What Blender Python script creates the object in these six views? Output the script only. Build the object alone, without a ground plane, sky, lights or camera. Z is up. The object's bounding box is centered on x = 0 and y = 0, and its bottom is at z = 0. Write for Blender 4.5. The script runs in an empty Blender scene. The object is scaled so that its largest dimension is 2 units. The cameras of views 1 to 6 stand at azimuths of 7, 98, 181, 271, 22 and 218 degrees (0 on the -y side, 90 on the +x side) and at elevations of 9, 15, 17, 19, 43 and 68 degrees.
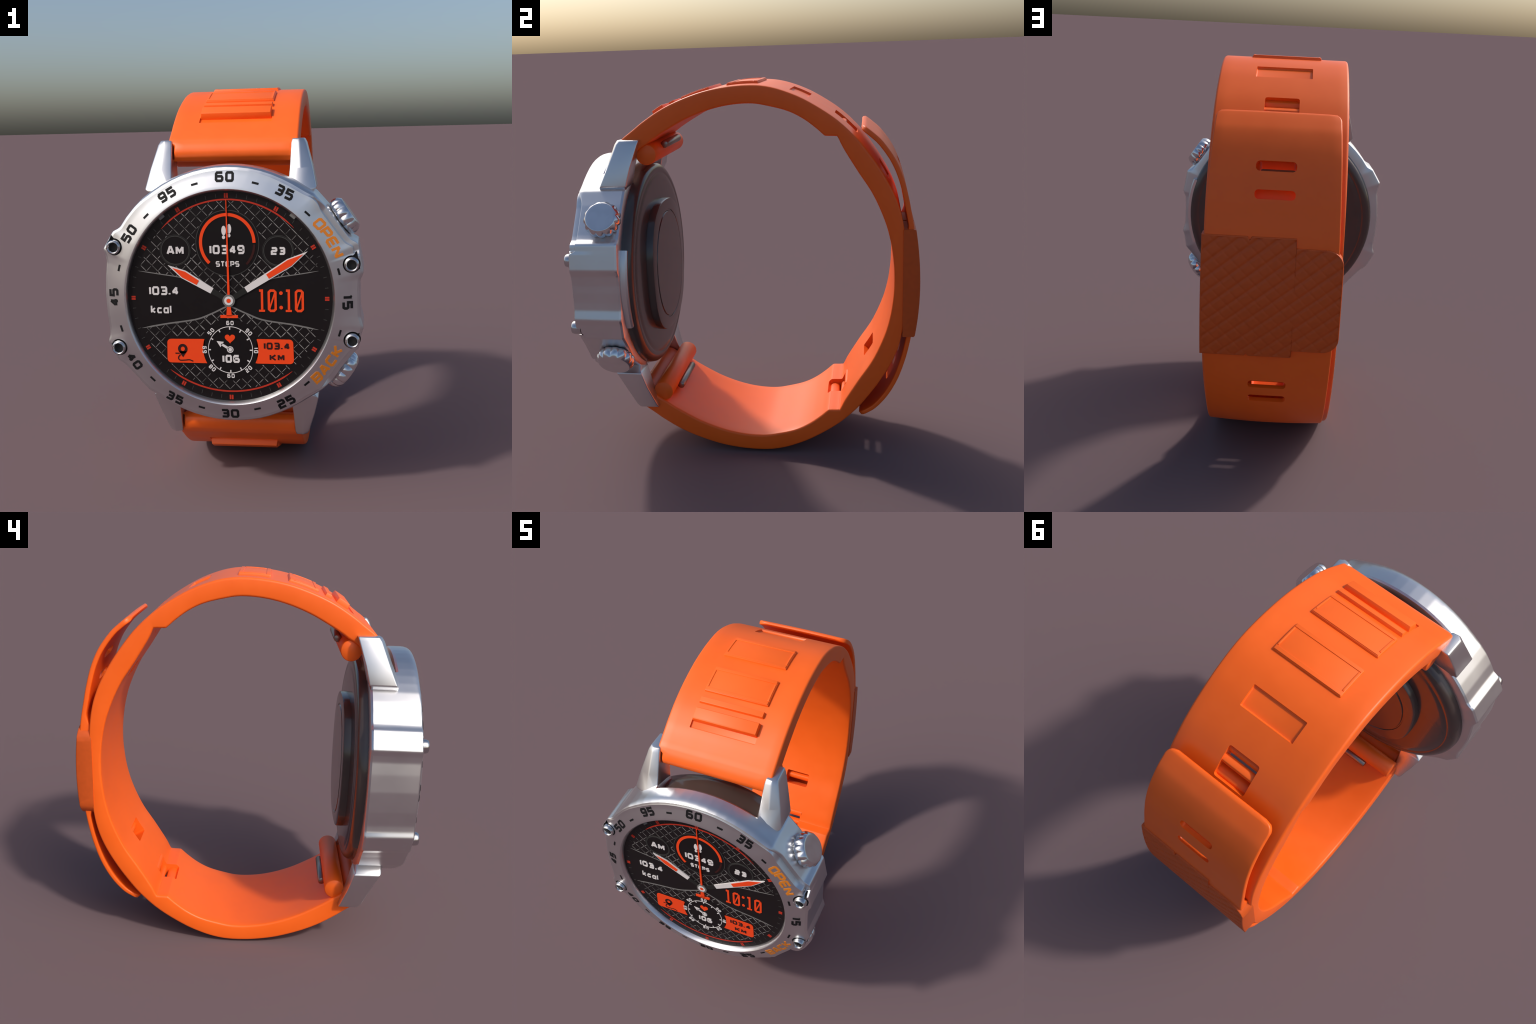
# Rugged round smart watch with a steel case and an orange rubber strap.
import bpy, bmesh, math, random
from mathutils import Vector, Matrix
random.seed(7)
PI = math.pi
SX = -0.012          # strap / lug centre line in x
DX, DZ = -0.016, 1.008   # dial centre
CZ = 1.012           # case centre height
FACE = -0.847        # dial surface (y)

# ------------------------------------------------------------------ materials
def new_mat(name):
    m = bpy.data.materials.new(name); m.use_nodes = True
    nt = m.node_tree
    return m, nt, nt.nodes["Principled BSDF"]

def setp(b, **kw):
    for k, v in kw.items():
        k = {"base": "Base Color", "rough": "Roughness", "metal": "Metallic", "spec": "Specular IOR Level",
             "coat": "Coat Weight", "coatr": "Coat Roughness"}[k]
        b.inputs[k].default_value = (*v, 1) if isinstance(v, tuple) else v

def plain(name, base, rough=0.4, metal=0.0, spec=0.5, coat=0.0):
    m, nt, b = new_mat(name)
    setp(b, base=base, rough=rough, metal=metal, spec=spec, coat=coat)
    return m

def grainy(name, base, base2, rough, rough2, metal=0.0, spec=0.5, scale=30, bump=0.02, bump_scale=300, coat=0.0):
    """base colour and roughness vary softly with noise, fine bump grain on top"""
    m, nt, b = new_mat(name)
    setp(b, metal=metal, spec=spec, coat=coat)
    N, L = nt.nodes, nt.links
    tc = N.new("ShaderNodeTexCoord")
    n1 = N.new("ShaderNodeTexNoise"); n1.inputs["Scale"].default_value = scale; n1.inputs["Detail"].default_value = 4
    L.new(tc.outputs["Object"], n1.inputs["Vector"])
    r = N.new("ShaderNodeValToRGB")
    r.color_ramp.elements[0].position = 0.35; r.color_ramp.elements[1].position = 0.65
    r.color_ramp.elements[0].color = (*base, 1); r.color_ramp.elements[1].color = (*base2, 1)
    L.new(n1.outputs["Fac"], r.inputs["Fac"]); L.new(r.outputs["Color"], b.inputs["Base Color"])
    mr = N.new("ShaderNodeMapRange")
    mr.inputs["To Min"].default_value = rough; mr.inputs["To Max"].default_value = rough2
    mr.inputs["From Min"].default_value = 0.35; mr.inputs["From Max"].default_value = 0.65
    L.new(n1.outputs["Fac"], mr.inputs["Value"]); L.new(mr.outputs["Result"], b.inputs["Roughness"])
    if bump:
        n2 = N.new("ShaderNodeTexNoise"); n2.inputs["Scale"].default_value = bump_scale
        L.new(tc.outputs["Object"], n2.inputs["Vector"])
        bp = N.new("ShaderNodeBump"); bp.inputs["Strength"].default_value = bump; bp.inputs["Distance"].default_value = 0.01
        L.new(n2.outputs["Fac"], bp.inputs["Height"]); L.new(bp.outputs["Normal"], b.inputs["Normal"])
    return m

M_STEEL = grainy("brushed_steel", (.69, .695, .71), (.71, .715, .73), .335, .355, metal=1.0, scale=8, bump=.012, bump_scale=330)
M_CHROME = grainy("polished_steel", (.56, .57, .585), (.62, .63, .645), .20, .26, metal=1.0, scale=40, bump=0)
M_CROWN = grainy("crown_steel", (.70, .71, .73), (.74, .75, .77), .20, .23, metal=1.0, scale=20, bump=0)
M_DARKSTEEL = plain("dark_pin_steel", (.32, .28, .25), .35, 1.0)
M_RUBBER = grainy("orange_rubber", (.925, .130, .0085), (.95, .137, .0095), .42, .46, spec=.45, scale=9, bump=.015, bump_scale=420)
M_QUILT = grainy("orange_quilted_rubber", (.57, .084, .0085), (.61, .091, .0095), .50, .56, spec=.4, scale=40, bump=.03, bump_scale=420)
M_BACK = grainy("black_glossy_back", (.062, .044, .038), (.070, .050, .043), .20, .24, spec=.5, scale=6, bump=0, coat=.35)
M_BLACKHOLE = plain("deep_black", (.006, .006, .006), .5)
M_DIAL = plain("black_dial", (.0075, .0060, .0065), .35, spec=.25)
M_DIAL2 = plain("black_dial_inset", (.0070, .0055, .0060), .4, spec=.2)
M_INK = plain("black_engraving", (.006, .006, .007), .6, spec=.2)
M_GOLD = plain("orange_lettering", (.62, .19, .012), .45)
M_WHITE = plain("white_print", (.66, .63, .62), .5, spec=.2)
M_GREY = plain("grey_print", (.16, .155, .15), .5, spec=.2)
M_DGREY = plain("dark_grey_print", (.040, .039, .037), .5, spec=.2)
M_NET = grainy("grey_net_print", (.075, .073, .070), (.29, .28, .27), .5, .5, spec=.2, scale=22, bump=0)
M_RED = plain("orange_red_print", (.80, .060, .010), .5, spec=.2)
M_RED2 = plain("dim_red_print", (.42, .030, .015), .5, spec=.2)
M_RED3 = plain("faint_red_print", (.035, .008, .007), .5, spec=.2)
M_DARKTXT = plain("dark_print", (.03, .008, .008), .5, spec=.2)
M_HANDDARK = plain("dark_hand_root", (.016, .016, .015), .5, spec=.2)

# ------------------------------------------------------------------ helpers
ROOT = bpy.data.objects.new("wrist_watch", None)
bpy.context.scene.collection.objects.link(ROOT)
ROOT["label"] = "rugged round steel smart watch with orange rubber strap"
ROOT["category"] = "watch"

def link(name, bm, mat, parent=ROOT, angle=35, kind=None):
    me = bpy.data.meshes.new(name)
    bmesh.ops.recalc_face_normals(bm, faces=bm.faces)
    bm.to_mesh(me); bm.free()
    me.materials.append(mat)
    me.shade_smooth(); me.set_sharp_from_angle(angle=math.radians(angle))
    ob = bpy.data.objects.new(name, me)
    bpy.context.scene.collection.objects.link(ob)
    ob.parent = parent
    if kind: ob["kind"] = kind
    return ob

def apply_mods(ob):
    dg = bpy.context.evaluated_depsgraph_get(); dg.update()
    me = bpy.data.meshes.new_from_object(ob.evaluated_get(dg))
    ob.modifiers.clear(); old = ob.data; ob.data = me
    me.name = old.name
    return ob

def boolean(ob, cutters, angle=35):
    for c in cutters:
        md = ob.modifiers.new("cut", "BOOLEAN"); md.operation = "DIFFERENCE"; md.solver = "EXACT"; md.object = c
    apply_mods(ob)
    for c in cutters:
        me = c.data; bpy.data.objects.remove(c); bpy.data.meshes.remove(me)
    ob.data.shade_smooth(); ob.data.set_sharp_from_angle(angle=math.radians(angle))
    return ob

def bevel(ob, w, seg=3, angle=30, smooth=35):
    md = ob.modifiers.new("bevel", "BEVEL"); md.width = w; md.segments = seg; md.limit_method = "ANGLE"
    md.angle_limit = math.radians(angle); md.harden_normals = False
    apply_mods(ob); ob.data.shade_smooth(); ob.data.set_sharp_from_angle(angle=math.radians(smooth))
    return ob

def grid_faces(bm, rows, close_u=False, close_v=False):
    nu = len(rows); nv = len(rows[0])
    for i in range(nu - (0 if close_u else 1)):
        a, b = rows[i], rows[(i + 1) % nu]
        for j in range(nv - (0 if close_v else 1)):
            k = (j + 1) % nv
            bm.faces.new((a[j], a[k], b[k], b[j]))

def spline(pts, n):
    """Catmull-Rom (centripetal-ish) resample of a list of tuples to n points, even in arc length"""
    P = [Vector(p) for p in pts]
    P = [P[0] * 2 - P[1]] + P + [P[-1] * 2 - P[-2]]
    fine = []
    for i in range(1, len(P) - 2):
        for k in range(24):
            t = k / 24
            a, b, c, d = P[i - 1], P[i], P[i + 1], P[i + 2]
            fine.append(.5 * ((2 * b) + (c - a) * t + (2 * a - 5 * b + 4 * c - d) * t * t + (3 * b - a - 3 * c + d) * t ** 3))
    fine.append(P[-2])
    return resample(fine, n)

def resample(fine, n):
    L = [0]
    for i in range(1, len(fine)): L.append(L[-1] + (fine[i] - fine[i - 1]).length)
    out = []; j = 0
    for i in range(n):
        s = L[-1] * i / (n - 1)
        while j < len(fine) - 2 and L[j + 1] < s: j += 1
        d = L[j + 1] - L[j]
        out.append(fine[j].lerp(fine[j + 1], 0 if d == 0 else (s - L[j]) / d))
    return out

def smooth01(t):
    t = max(0, min(1, t)); return t * t * (3 - 2 * t)

def lathe(bm, prof, origin, axis, seg=48):
    """revolve (r, h) profile round axis through origin"""
    ax = Vector(axis).normalized(); u = ax.orthogonal().normalized(); v = ax.cross(u)
    rows = []
    for r, h in prof:
        if r < 1e-6:
            rows.append([bm.verts.new(Vector(origin) + ax * h)] * seg)
        else:
            rows.append([bm.verts.new(Vector(origin) + ax * h + (u * math.cos(2 * PI * k / seg) + v * math.sin(2 * PI * k / seg)) * r) for k in range(seg)])
    for a, b in zip(rows, rows[1:]):
        for k in range(seg):
            q = []
            for vv in (a[k], a[(k + 1) % seg], b[(k + 1) % seg], b[k]):
                if vv not in q: q.append(vv)
            if len(q) > 2: bm.faces.new(q)

# ------------------------------------------------------------------ flat graphics on the x-z plane
def prism(bm, pts, y, t):
    """polygon pts (x,z) raised from y by t towards the viewer (-y)"""
    f = [bm.verts.new((p[0], y - t, p[1])) for p in pts]
    b = [bm.verts.new((p[0], y + .0004, p[1])) for p in pts]
    n = len(pts)
    fc = bm.faces.new(f)
    for i in range(n):
        bm.faces.new((f[i], f[(i + 1) % n], b[(i + 1) % n], b[i]))
    if n > 4: bmesh.ops.triangulate(bm, faces=[fc])

def ribbon(bm, pts, w, y, t, closed=False, taper=None):
    """constant width stroke along 2-D polyline, mitred joints"""
    P = [Vector((p[0], p[1])) for p in pts]
    n = len(P); Lf, Rt = [], []
    for i in range(n):
        if closed: a, c = P[i - 1], P[(i + 1) % n]
        else: a, c = P[max(i - 1, 0)], P[min(i + 1, n - 1)]
        d1 = (P[i] - a) if (closed or i > 0) else (c - P[i])
        d2 = (c - P[i]) if (closed or i < n - 1) else d1
        d1.normalize(); d2.normalize()
        n1 = Vector((-d1.y, d1.x)); n2 = Vector((-d2.y, d2.x))
        m = (n1 + n2)
        m = n1 if m.length < 1e-4 else m.normalized()
        k = 1 / max(.45, m.dot(n1))
        hw = (w if taper is None else w * taper[i]) / 2
        Lf.append(P[i] + m * hw * k); Rt.append(P[i] - m * hw * k)
    def vs(q, yy): return [bm.verts.new((p.x, yy, p.y)) for p in q]
    lf, rf, lb, rb = vs(Lf, y - t), vs(Rt, y - t), vs(Lf, y + .0004), vs(Rt, y + .0004)
    for i in range(n if closed else n - 1):
        k = (i + 1) % n
        bm.faces.new((lf[i], lf[k], rf[k], rf[i]))
        bm.faces.new((lf[i], lb[i], lb[k], lf[k]))
        bm.faces.new((rf[i], rf[k], rb[k], rb[i]))
    if not closed:
        for i in (0, n - 1): bm.faces.new((lf[i], rf[i], rb[i], lb[i]))

def arc(cx, cz, rx, rz, a0, a1, n):
    return [(cx + rx * math.cos(math.radians(a0 + (a1 - a0) * i / n)), cz + rz * math.sin(math.radians(a0 + (a1 - a0) * i / n))) for i in range(n + 1)]

# square technical letter shapes, strokes in a unit box
C = .15
BOX = [(C, 0), (1 - C, 0), (1, C), (1, 1 - C), (1 - C, 1), (C, 1), (0, 1 - C), (0, C)]
GLYPH = {
    "0": [(BOX, True)], "O": [(BOX, True)],
    "1": [([(.62, 1), (.62, 0)], False), ([(.0, .80), (.62, .96)], False)],
    "I": [([(.5, 1), (.5, 0)], False)],
    "2": [([(0, 1), (1 - C, 1), (1, 1 - C), (1, .5 + C * .6), (1 - C, .5), (C, .5), (0, .5 - C * .6), (0, 0), (1, 0)], False)],
    "3": [([(0, 1), (1 - C, 1), (1, 1 - C), (1, .5 + C * .5), (1 - C * .5, .5), (1, .5 - C * .5), (1, C), (1 - C, 0), (0, 0)], False), ([(.2, .5), (1 - C * .5, .5)], False)],
    "4": [([(.74, 0), (.74, 1)], False), ([(.70, .98), (.04, .34)], False), ([(-.02, .28), (1.04, .28)], False)],
    "5": [([(1, 1), (0, 1), (0, .56), (1 - C, .56), (1, .56 - C), (1, C), (1 - C, 0), (0, 0)], False)],
    "6": [([(1, 1), (C, 1), (0, 1 - C), (0, C), (C, 0), (1 - C, 0), (1, C), (1, .55 - C), (1 - C, .55), (0, .55)], False)],
    "9": [([(0, 0), (1 - C, 0), (1, C), (1, 1 - C), (1 - C, 1), (C, 1), (0, 1 - C), (0, .45 + C), (C, .45), (1, .45)], False)],
    "8": [(BOX, True), ([(0, .5), (1, .5)], False)],
    ".": [([(.4, -.04), (.4, .14)], False)],
    "A": [([(0, 0), (.40, 1), (.60, 1), (1, 0)], False), ([(.2, .3), (.8, .3)], False)],
    "M": [([(0, 0), (0, 1)], False), ([(1, 0), (1, 1)], False), ([(.02, .98), (.5, .30), (.98, .98)], False)],
    "P": [([(0, 0), (0, 1), (1 - C, 1), (1, 1 - C), (1, .42 + C), (1 - C, .42), (0, .42)], False)],
    "E": [([(1, 1), (C, 1), (0, 1 - C), (0, C), (C, 0), (1, 0)], False), ([(0, .5), (.9, .5)], False)],
    "N": [([(0, 0), (0, 1)], False), ([(1, 0), (1, 1)], False), ([(.02, .96), (.98, .04)], False)],
    "B": [([(0, 0), (0, 1), (1 - C, 1), (1, 1 - C), (1, .5 + C * .5), (1 - C * .5, .5), (1, .5 - C * .5), (1, C), (1 - C, 0)], True), ([(0, .5), (1 - C * .5, .5)], False)],
    "C": [([(1, 1), (C, 1), (0, 1 - C), (0, C), (C, 0), (1, 0)], False)],
    "K": [([(0, 0), (0, 1)], False), ([(1, 1), (.25, .5), (1, 0)], False), ([(0, .5), (.25, .5)], False)],
    "S": [([(1, 1), (C, 1), (0, 1 - C), (0, .5 + C * .6), (C, .5), (1 - C, .5), (1, .5 - C * .6), (1, C), (1 - C, 0), (0, 0)], False)],
    "T": [([(0, 1), (1, 1)], False), ([(.5, 1), (.5, 0)], False)],
    "k": [([(0, 0), (0, 1.1)], False), ([(.9, .72), (.1, .36), (.95, 0)], False)],
    "c": [([(1, .72), (C, .72), (0, .72 - C), (0, C), (C, 0), (1, 0)], False)],
    "a": [([(C, .72), (1, .72), (1, 0), (C, 0), (0, C), (0, .72 - C)], True)],
    "l": [([(.4, 0), (.4, 1.1)], False)],
}
NARROW = {"1": .55, "I": .28, ".": .30, "l": .30}

def text(bm, s, cx, cz, h, cw, w, y, t, rot=0, gap=.35, slant=0):
    """string centred on (cx,cz): glyph height h, glyph width cw, stroke w, rotation in degrees"""
    adv = [cw * NARROW.get(ch, 1) for ch in s]
    total = sum(adv) + gap * cw * (len(s) - 1)
    x0 = -total / 2; ca, sa = math.cos(math.radians(rot)), math.sin(math.radians(rot))
    for ch, a in zip(s, adv):
        for k, (pl, closed) in enumerate(GLYPH[ch]):
            q = []
            for px, pz in pl:
                lx = x0 + w / 2 + px * (a - w); lz = -h / 2 + w / 2 + pz * (h - w)
                lx += slant * lz
                q.append((cx + lx * ca - lz * sa, cz + lx * sa + lz * ca))
            ribbon(bm, q, w, y, t + k * .0002, closed)
        x0 += a + gap * cw

# ------------------------------------------------------------------ case with bezel
# outline seen from the front: (x, z) corners, counter clockwise from 3 o'clock
OUTLINE = [(.592, 1.012), (.591, 1.049), (.594, 1.100), (.608, 1.130), (.583, 1.262), (.552, 1.278), (.535, 1.297), (.506, 1.337), (.472, 1.384), (.440, 1.427), (.386, 1.488)]
OUTLINE += [((.6120 - .0090 * math.cos(math.radians(a))) * math.cos(math.radians(a)), CZ + (.6120 - .0090 * math.cos(math.radians(a))) * math.sin(math.radians(a))) for a in range(56, 127, 5)]
OUTLINE += [(-.408, 1.477), (-.448, 1.436), (-.489, 1.388), (-.519, 1.345), (-.532, 1.335), (-.556, 1.324), (-.607, 1.240), (-.597, 1.213), (-.593, 1.18), (-.600, 1.117), (-.606, 1.03),
            (-.602, .928), (-.594, .854), (-.596, .823), (-.606, .792), (-.560, .705), (-.525, .680), (-.479, .631), (-.417, .556)]
OUTLINE += [((.6065 - .010 * math.cos(math.radians(a))) * math.cos(math.radians(a)), CZ + (.6065 - .010 * math.cos(math.radians(a))) * math.sin(math.radians(a))) for a in range(236, 306, 5)]
OUTLINE += [(.420, .572), (.455, .601), (.480, .633), (.505, .671), (.545, .722), (.567, .749), (.586, .769), (.590, .795), (.598, .846), (.608, .872), (.594, .922), (.592, .96)]

def outline_radius():
    pol = sorted(((math.atan2(z - CZ, x) % (2 * PI)), math.hypot(x, z - CZ)) for x, z in OUTLINE)
    N = 1080; rad = []
    ext = [(pol[-1][0] - 2 * PI, pol[-1][1])] + pol + [(pol[0][0] + 2 * PI, pol[0][1])]
    for i in range(N):
        a = 2 * PI * i / N
        for (a0, r0), (a1, r1) in zip(ext, ext[1:]):
            if a0 <= a <= a1:
                # straight chord between the two corners
                x0, z0, x1, z1 = r0 * math.cos(a0), r0 * math.sin(a0), r1 * math.cos(a1), r1 * math.sin(a1)
                dx, dz = x1 - x0, z1 - z0
                den = math.cos(a) * dz - math.sin(a) * dx
                rad.append((x0 * dz - z0 * dx) / den if abs(den) > 1e-9 else r0); break
    for _ in range(4):
        rad = [(rad[i - 1] + 2 * rad[i] + rad[(i + 1) % N]) / 4 for i in range(N)]
    return rad
RAD = outline_radius(); NR = len(RAD)

def crown_ledge(deg):
    """1 where the rim is stepped back beside a crown, 0 elsewhere"""
    up = smooth01((deg - 18.5) / 2) * smooth01((53 - deg) / 10)
    lo = smooth01((deg - 309) / 10) * smooth01((341 - deg) / 2)
    return max(up, lo)

def rim_round(deg):
    """radius of the outer edge of the bezel: soft at 12 and 6 o'clock"""
    right = max(smooth01(1 - abs(deg - 62) / 20), smooth01(1 - abs(deg - 298) / 18))
    return .008 + .010 * smooth01((abs(math.sin(math.radians(deg))) - .66) / .18) + .006 * right

LIP = -.8725     # crest round the dial opening
def rim_y(deg):
    """depth of the outer rim: the bezel face is a shallow cone"""
    return -.848
def face_y(t, deg):
    """bezel face from the crest (t = 0) to the rim (t = 1)"""
    return LIP + (rim_y(deg) - .0015 - LIP) * t

def build_case():
    bm = bmesh.new(); rows = []
    for i in range(NR):
        a = 2 * PI * i / NR; ca, sa = math.cos(a), math.sin(a); R = RAD[i]
        deg = math.degrees(a)
        ledge = crown_ledge(deg)
        rnd = rim_round(deg)
        x_at = R * ca
        between = smooth01((.300 - abs(x_at - SX)) / .02) if abs(sa) > .5 else 0
        yb = -.600 - .135 * between
        flare = .007 * smooth01((-ca - .5) / .3)
        taper = .005 * smooth01((ca - .5) / .3)      # the crown side narrows towards the front
        prof = [(.535, yb + .004), (R + flare - .016, yb + .002), (R + flare - .006, yb - .002), (R + flare, yb - .012), (R + flare * .5 - taper * .4, -.72 if between < .5 else yb - .03)]
        R = R - taper
        y_front = rim_y(deg)
        # flank -> step beside the crowns -> rim of the bezel face
        yl = y_front + .034 * ledge; rf = R - .024 * ledge
        deep = 1 + 1.2 * smooth01((abs(sa) - .66) / .18)     # the edge falls away at 12 and 6 o'clock
        for k in range(5):
            t = k / 4 * PI / 2; q = rnd * (1 - .6 * ledge)
            prof.append((R - q * (1 - math.cos(t)), yl + q * deep * (1 - math.sin(t))))
        inner = R - rnd - .001
        prof.append((inner + (rf + .004 - inner) * ledge, yl - .0006))
        for k in range(4):
            t = k / 3
            prof.append((inner + (rf - inner) * ledge - .004 * t - .001, yl - .001 + (y_front - .003 - yl + .001) * math.sin(t * PI / 2)))
        pts = [(r * ca, y, CZ + r * sa) for r, y in prof]
        lipx, lipz = DX + .4955 * ca, DZ + .5125 * sa
        rx, _, rz = pts[-1]
        for t in (.85, .7, .55, .4, .25, .12):
            pts.append((lipx + (rx - lipx) * t, face_y(t, deg), lipz + (rz - lipz) * t))
        for grow, y in ((.0155, LIP), (.0115, LIP - .0005), (.0080, LIP + .003), (.002, -.858), (-.002, -.842)):
            pts.append((DX + (.480 + grow) * ca, y, DZ + (.497 + grow) * sa))
        rows.append([bm.verts.new(p) for p in pts])
    grid_faces(bm, rows, close_u=True)
    # close towards the inside so that the case is a solid ring
    n = NR
    for i in range(n):
        a, b = rows[i], rows[(i + 1) % n]
        bm.faces.new((a[-1], a[0], b[0], b[-1]))
    return link("case", bm, M_STEEL, angle=28)

case = build_case()
# screw centre (x, z) and the two outer corners of its wedge shaped pocket
SCREWS = [(-.550, 1.252, (-.564, 1.309), (-.593, 1.242)), (-.548, .770, (-.589, .785), (-.559, .727)),
          (.549, 1.170, (.573, 1.226), (.587, 1.148)), (.551, .817, (.585, .850), (.573, .786))]
cut = []
for sx, sz, ca_, cb_ in SCREWS:
    bm = bmesh.new()
    lathe(bm, [(0, 0), (.040, 0), (.040, .07), (0, .07)], (sx, -.822, sz), (0, -1, 0), 40)
    cut.append(link("cutter", bm, M_STEEL))
    a, b, c = Vector(ca_), Vector(cb_), Vector((sx, sz))
    n = (b - a).normalized() * .030
    bm = bmesh.new(); quad = [a, b, c + n, c - n]
    lo = [bm.verts.new((p.x, -.818, p.y)) for p in quad]; hi = [bm.verts.new((p.x, -.90, p.y)) for p in quad]
    bm.faces.new(lo); bm.faces.new(hi)
    for k in range(4): bm.faces.new((lo[k], lo[(k + 1) % 4], hi[(k + 1) % 4], hi[k]))
    cut.append(link("cutter", bm, M_STEEL))
boolean(case, cut, angle=28)

# black plates on the steel pocket floors, painting in the shade of the hollows
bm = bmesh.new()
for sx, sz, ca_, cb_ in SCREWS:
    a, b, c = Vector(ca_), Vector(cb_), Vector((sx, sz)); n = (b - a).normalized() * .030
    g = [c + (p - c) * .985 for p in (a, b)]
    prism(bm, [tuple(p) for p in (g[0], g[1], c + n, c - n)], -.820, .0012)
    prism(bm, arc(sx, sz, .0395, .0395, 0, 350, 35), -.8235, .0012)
link("recess_shadow_plate", bm, M_BLACKHOLE, parent=case)

# screws
bm = bmesh.new()
lathe(bm, [(0, -.06), (.0345, -.06), (.0345, .006), (.0335, .016), (.0305, .024), (.0265, .0265), (.0225, .024), (.0205, .017), (.0195, -.012), (0, -.012)], (0, 0, 0), (0, -1, 0), 40)
first = link("bezel_screw", bm, M_CHROME, parent=case, angle=50)
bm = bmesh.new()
lathe(bm, [(0, 0), (.0198, 0)], (0, .006, 0), (0, -1, 0), 32)  # flat black disc modelled for the darkness down the screw hole
sock = link("socket_black_disc", bm, M_BLACKHOLE, parent=case)
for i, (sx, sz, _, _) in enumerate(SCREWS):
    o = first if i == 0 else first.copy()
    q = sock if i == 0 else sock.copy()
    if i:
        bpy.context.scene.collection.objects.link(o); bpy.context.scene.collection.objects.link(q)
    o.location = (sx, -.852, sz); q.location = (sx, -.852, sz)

# lugs: tapering blades, top pair and bottom pair
def lug(side, up):
    """side +-1, up +-1; sections from the case outwards: (dz from z=1, |x| inner, |x| outer, y back, y front)"""
    sec = [(.462, .262, .362, -.604, -.745), (.500, .272, .398, -.598, -.744), (.508, .274, .407, -.592, -.738), (.60, .281, .387, -.570, -.698), (.712, .286, .356, -.534, -.652), (.733, .290, .345, -.527, -.637)]
    bm = bmesh.new(); rows = []
    for dz, xi, xo, yb, yf in sec:
        z = 1.0 + up * dz
        ridge = xi + (xo - xi) * .35
        pts = [(xi, yb), (xo, yb), (xo, yf + .010), (ridge + .015, yf - .008), (xi, yf - .002)]
        rows.append([bm.verts.new((SX - .006 + side * px, py, z)) for px, py in pts])
    grid_faces(bm, rows, close_v=True)
    bm.faces.new(rows[0]); bm.faces.new(rows[-1])
    o = link("lug", bm, M_STEEL, parent=case)
    return bevel(o, .006, 3, 25)
for up in (1, -1):
    for side in (-1, 1): lug(side, up)

# steel guard strip behind the right hand flank
bm = bmesh.new(); rows = []
for i in range(41):
    a = math.radians(-20.5 + 41.5 * i / 40); ca, sa = math.cos(a), math.sin(a)
    rows.append([bm.verts.new((r * ca, y, CZ + r * sa)) for r, y in ((.545, -.612), (.578, -.612), (.575, -.574), (.568, -.566), (.545, -.566))])
grid_faces(bm, rows, close_v=True); bm.faces.new(rows[0]); bm.faces.new(rows[-1])
link("side_guard", bm, M_STEEL, parent=case)

# crowns
def crown(ang, size, out=0):
    a = math.radians(ang); ax = Vector((math.cos(a), 0, math.sin(a)))
    org = Vector((0, -.684, CZ))
    bm = bmesh.new()
    u = ax.orthogonal().normalized(); v = ax.cross(u); seg = 168; rows = []
    # (distance along the axis, radius, depth of the scallops)
    for h, r, m in ((.55, .062, 0), (.596, .062, 0), (.600, .076, .4), (.607, .0845, 1), (.618, .0875, 1), (.633, .0875, 1), (.645, .0845, .8), (.655, .079, .3), (.6605, .0745, .05), (.663, .072, 0), (.6634, .070, 0), (.6634, .060, 0)):
        ring = []
        for k in range(seg):
            t = 2 * PI * k / seg
            rr = r * size + .0090 * m * (abs(math.cos(t * 6.5)) ** .8 - .6)
            ring.append(bm.verts.new(org + ax * (h + out) + (u * math.cos(t) + v * math.sin(t)) * rr))
        rows.append(ring)
    grid_faces(bm, rows, close_v=True); bm.faces.new(rows[-1]); bm.faces.new(rows[0])
    link("crown", bm, M_CROWN, parent=case, angle=48)
crown(34.8, 1.03); crown(-37.4, 1.08, .010)

# ------------------------------------------------------------------ back cover and sensor
bm = bmesh.new()
lathe(bm, [(.30, .0), (.570, 0), (.577, .110), (.574, .145), (.566, .165), (.563, .180), (.560, .196), (.550, .209), (.534, .2175), (.514, .2215), (.508, .2195), (.502, .2195), (.496, .2225), (.47, .223), (.36, .228), (0, .230)], (-.004, -.765, 1.008), (0, 1, 0), 128)
back = link("back_cover", bm, M_BACK, angle=40)
bm = bmesh.new()
def sup(cx, cz, rx, rz, n, m=120, e=2.6):
    return [(cx + rx * math.copysign(abs(math.cos(t)) ** (2 / e), math.cos(t)), cz + rz * math.copysign(abs(math.sin(t)) ** (2 / e), math.sin(t))) for t in (2 * PI * k / m for k in range(m))]
rows = []
for g, y in ((.0, -.56), (.0, -.508), (-.003, -.502), (-.010, -.500), (-.058, -.499), (-.060, -.503), (-.066, -.503), (-.069, -.497), (-.15, -.496)):
    rows.append([bm.verts.new((x, y, z)) for x, z in sup(-.006, 1.0, .327 + g, .365 + g, 0, e=2.5 if g > -.05 else 2.1)])
grid_faces(bm, rows, close_v=True); bm.faces.new(rows[-1])
link("sensor", bm, M_BACK, parent=back, angle=30)

# ------------------------------------------------------------------ dial
bm = bmesh.new()
prism(bm, arc(DX, DZ, .489, .507, 0, 357.5, 143), FACE + .01, .01)
dial = link("dial", bm, M_DIAL)
Y = FACE
def art(name, mat, fn, lvl=1, kind=None):
    bm = bmesh.new(); fn(bm, Y, .0006 * lvl)
    return link(name, bm, mat, parent=dial, angle=30, kind=kind)

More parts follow.
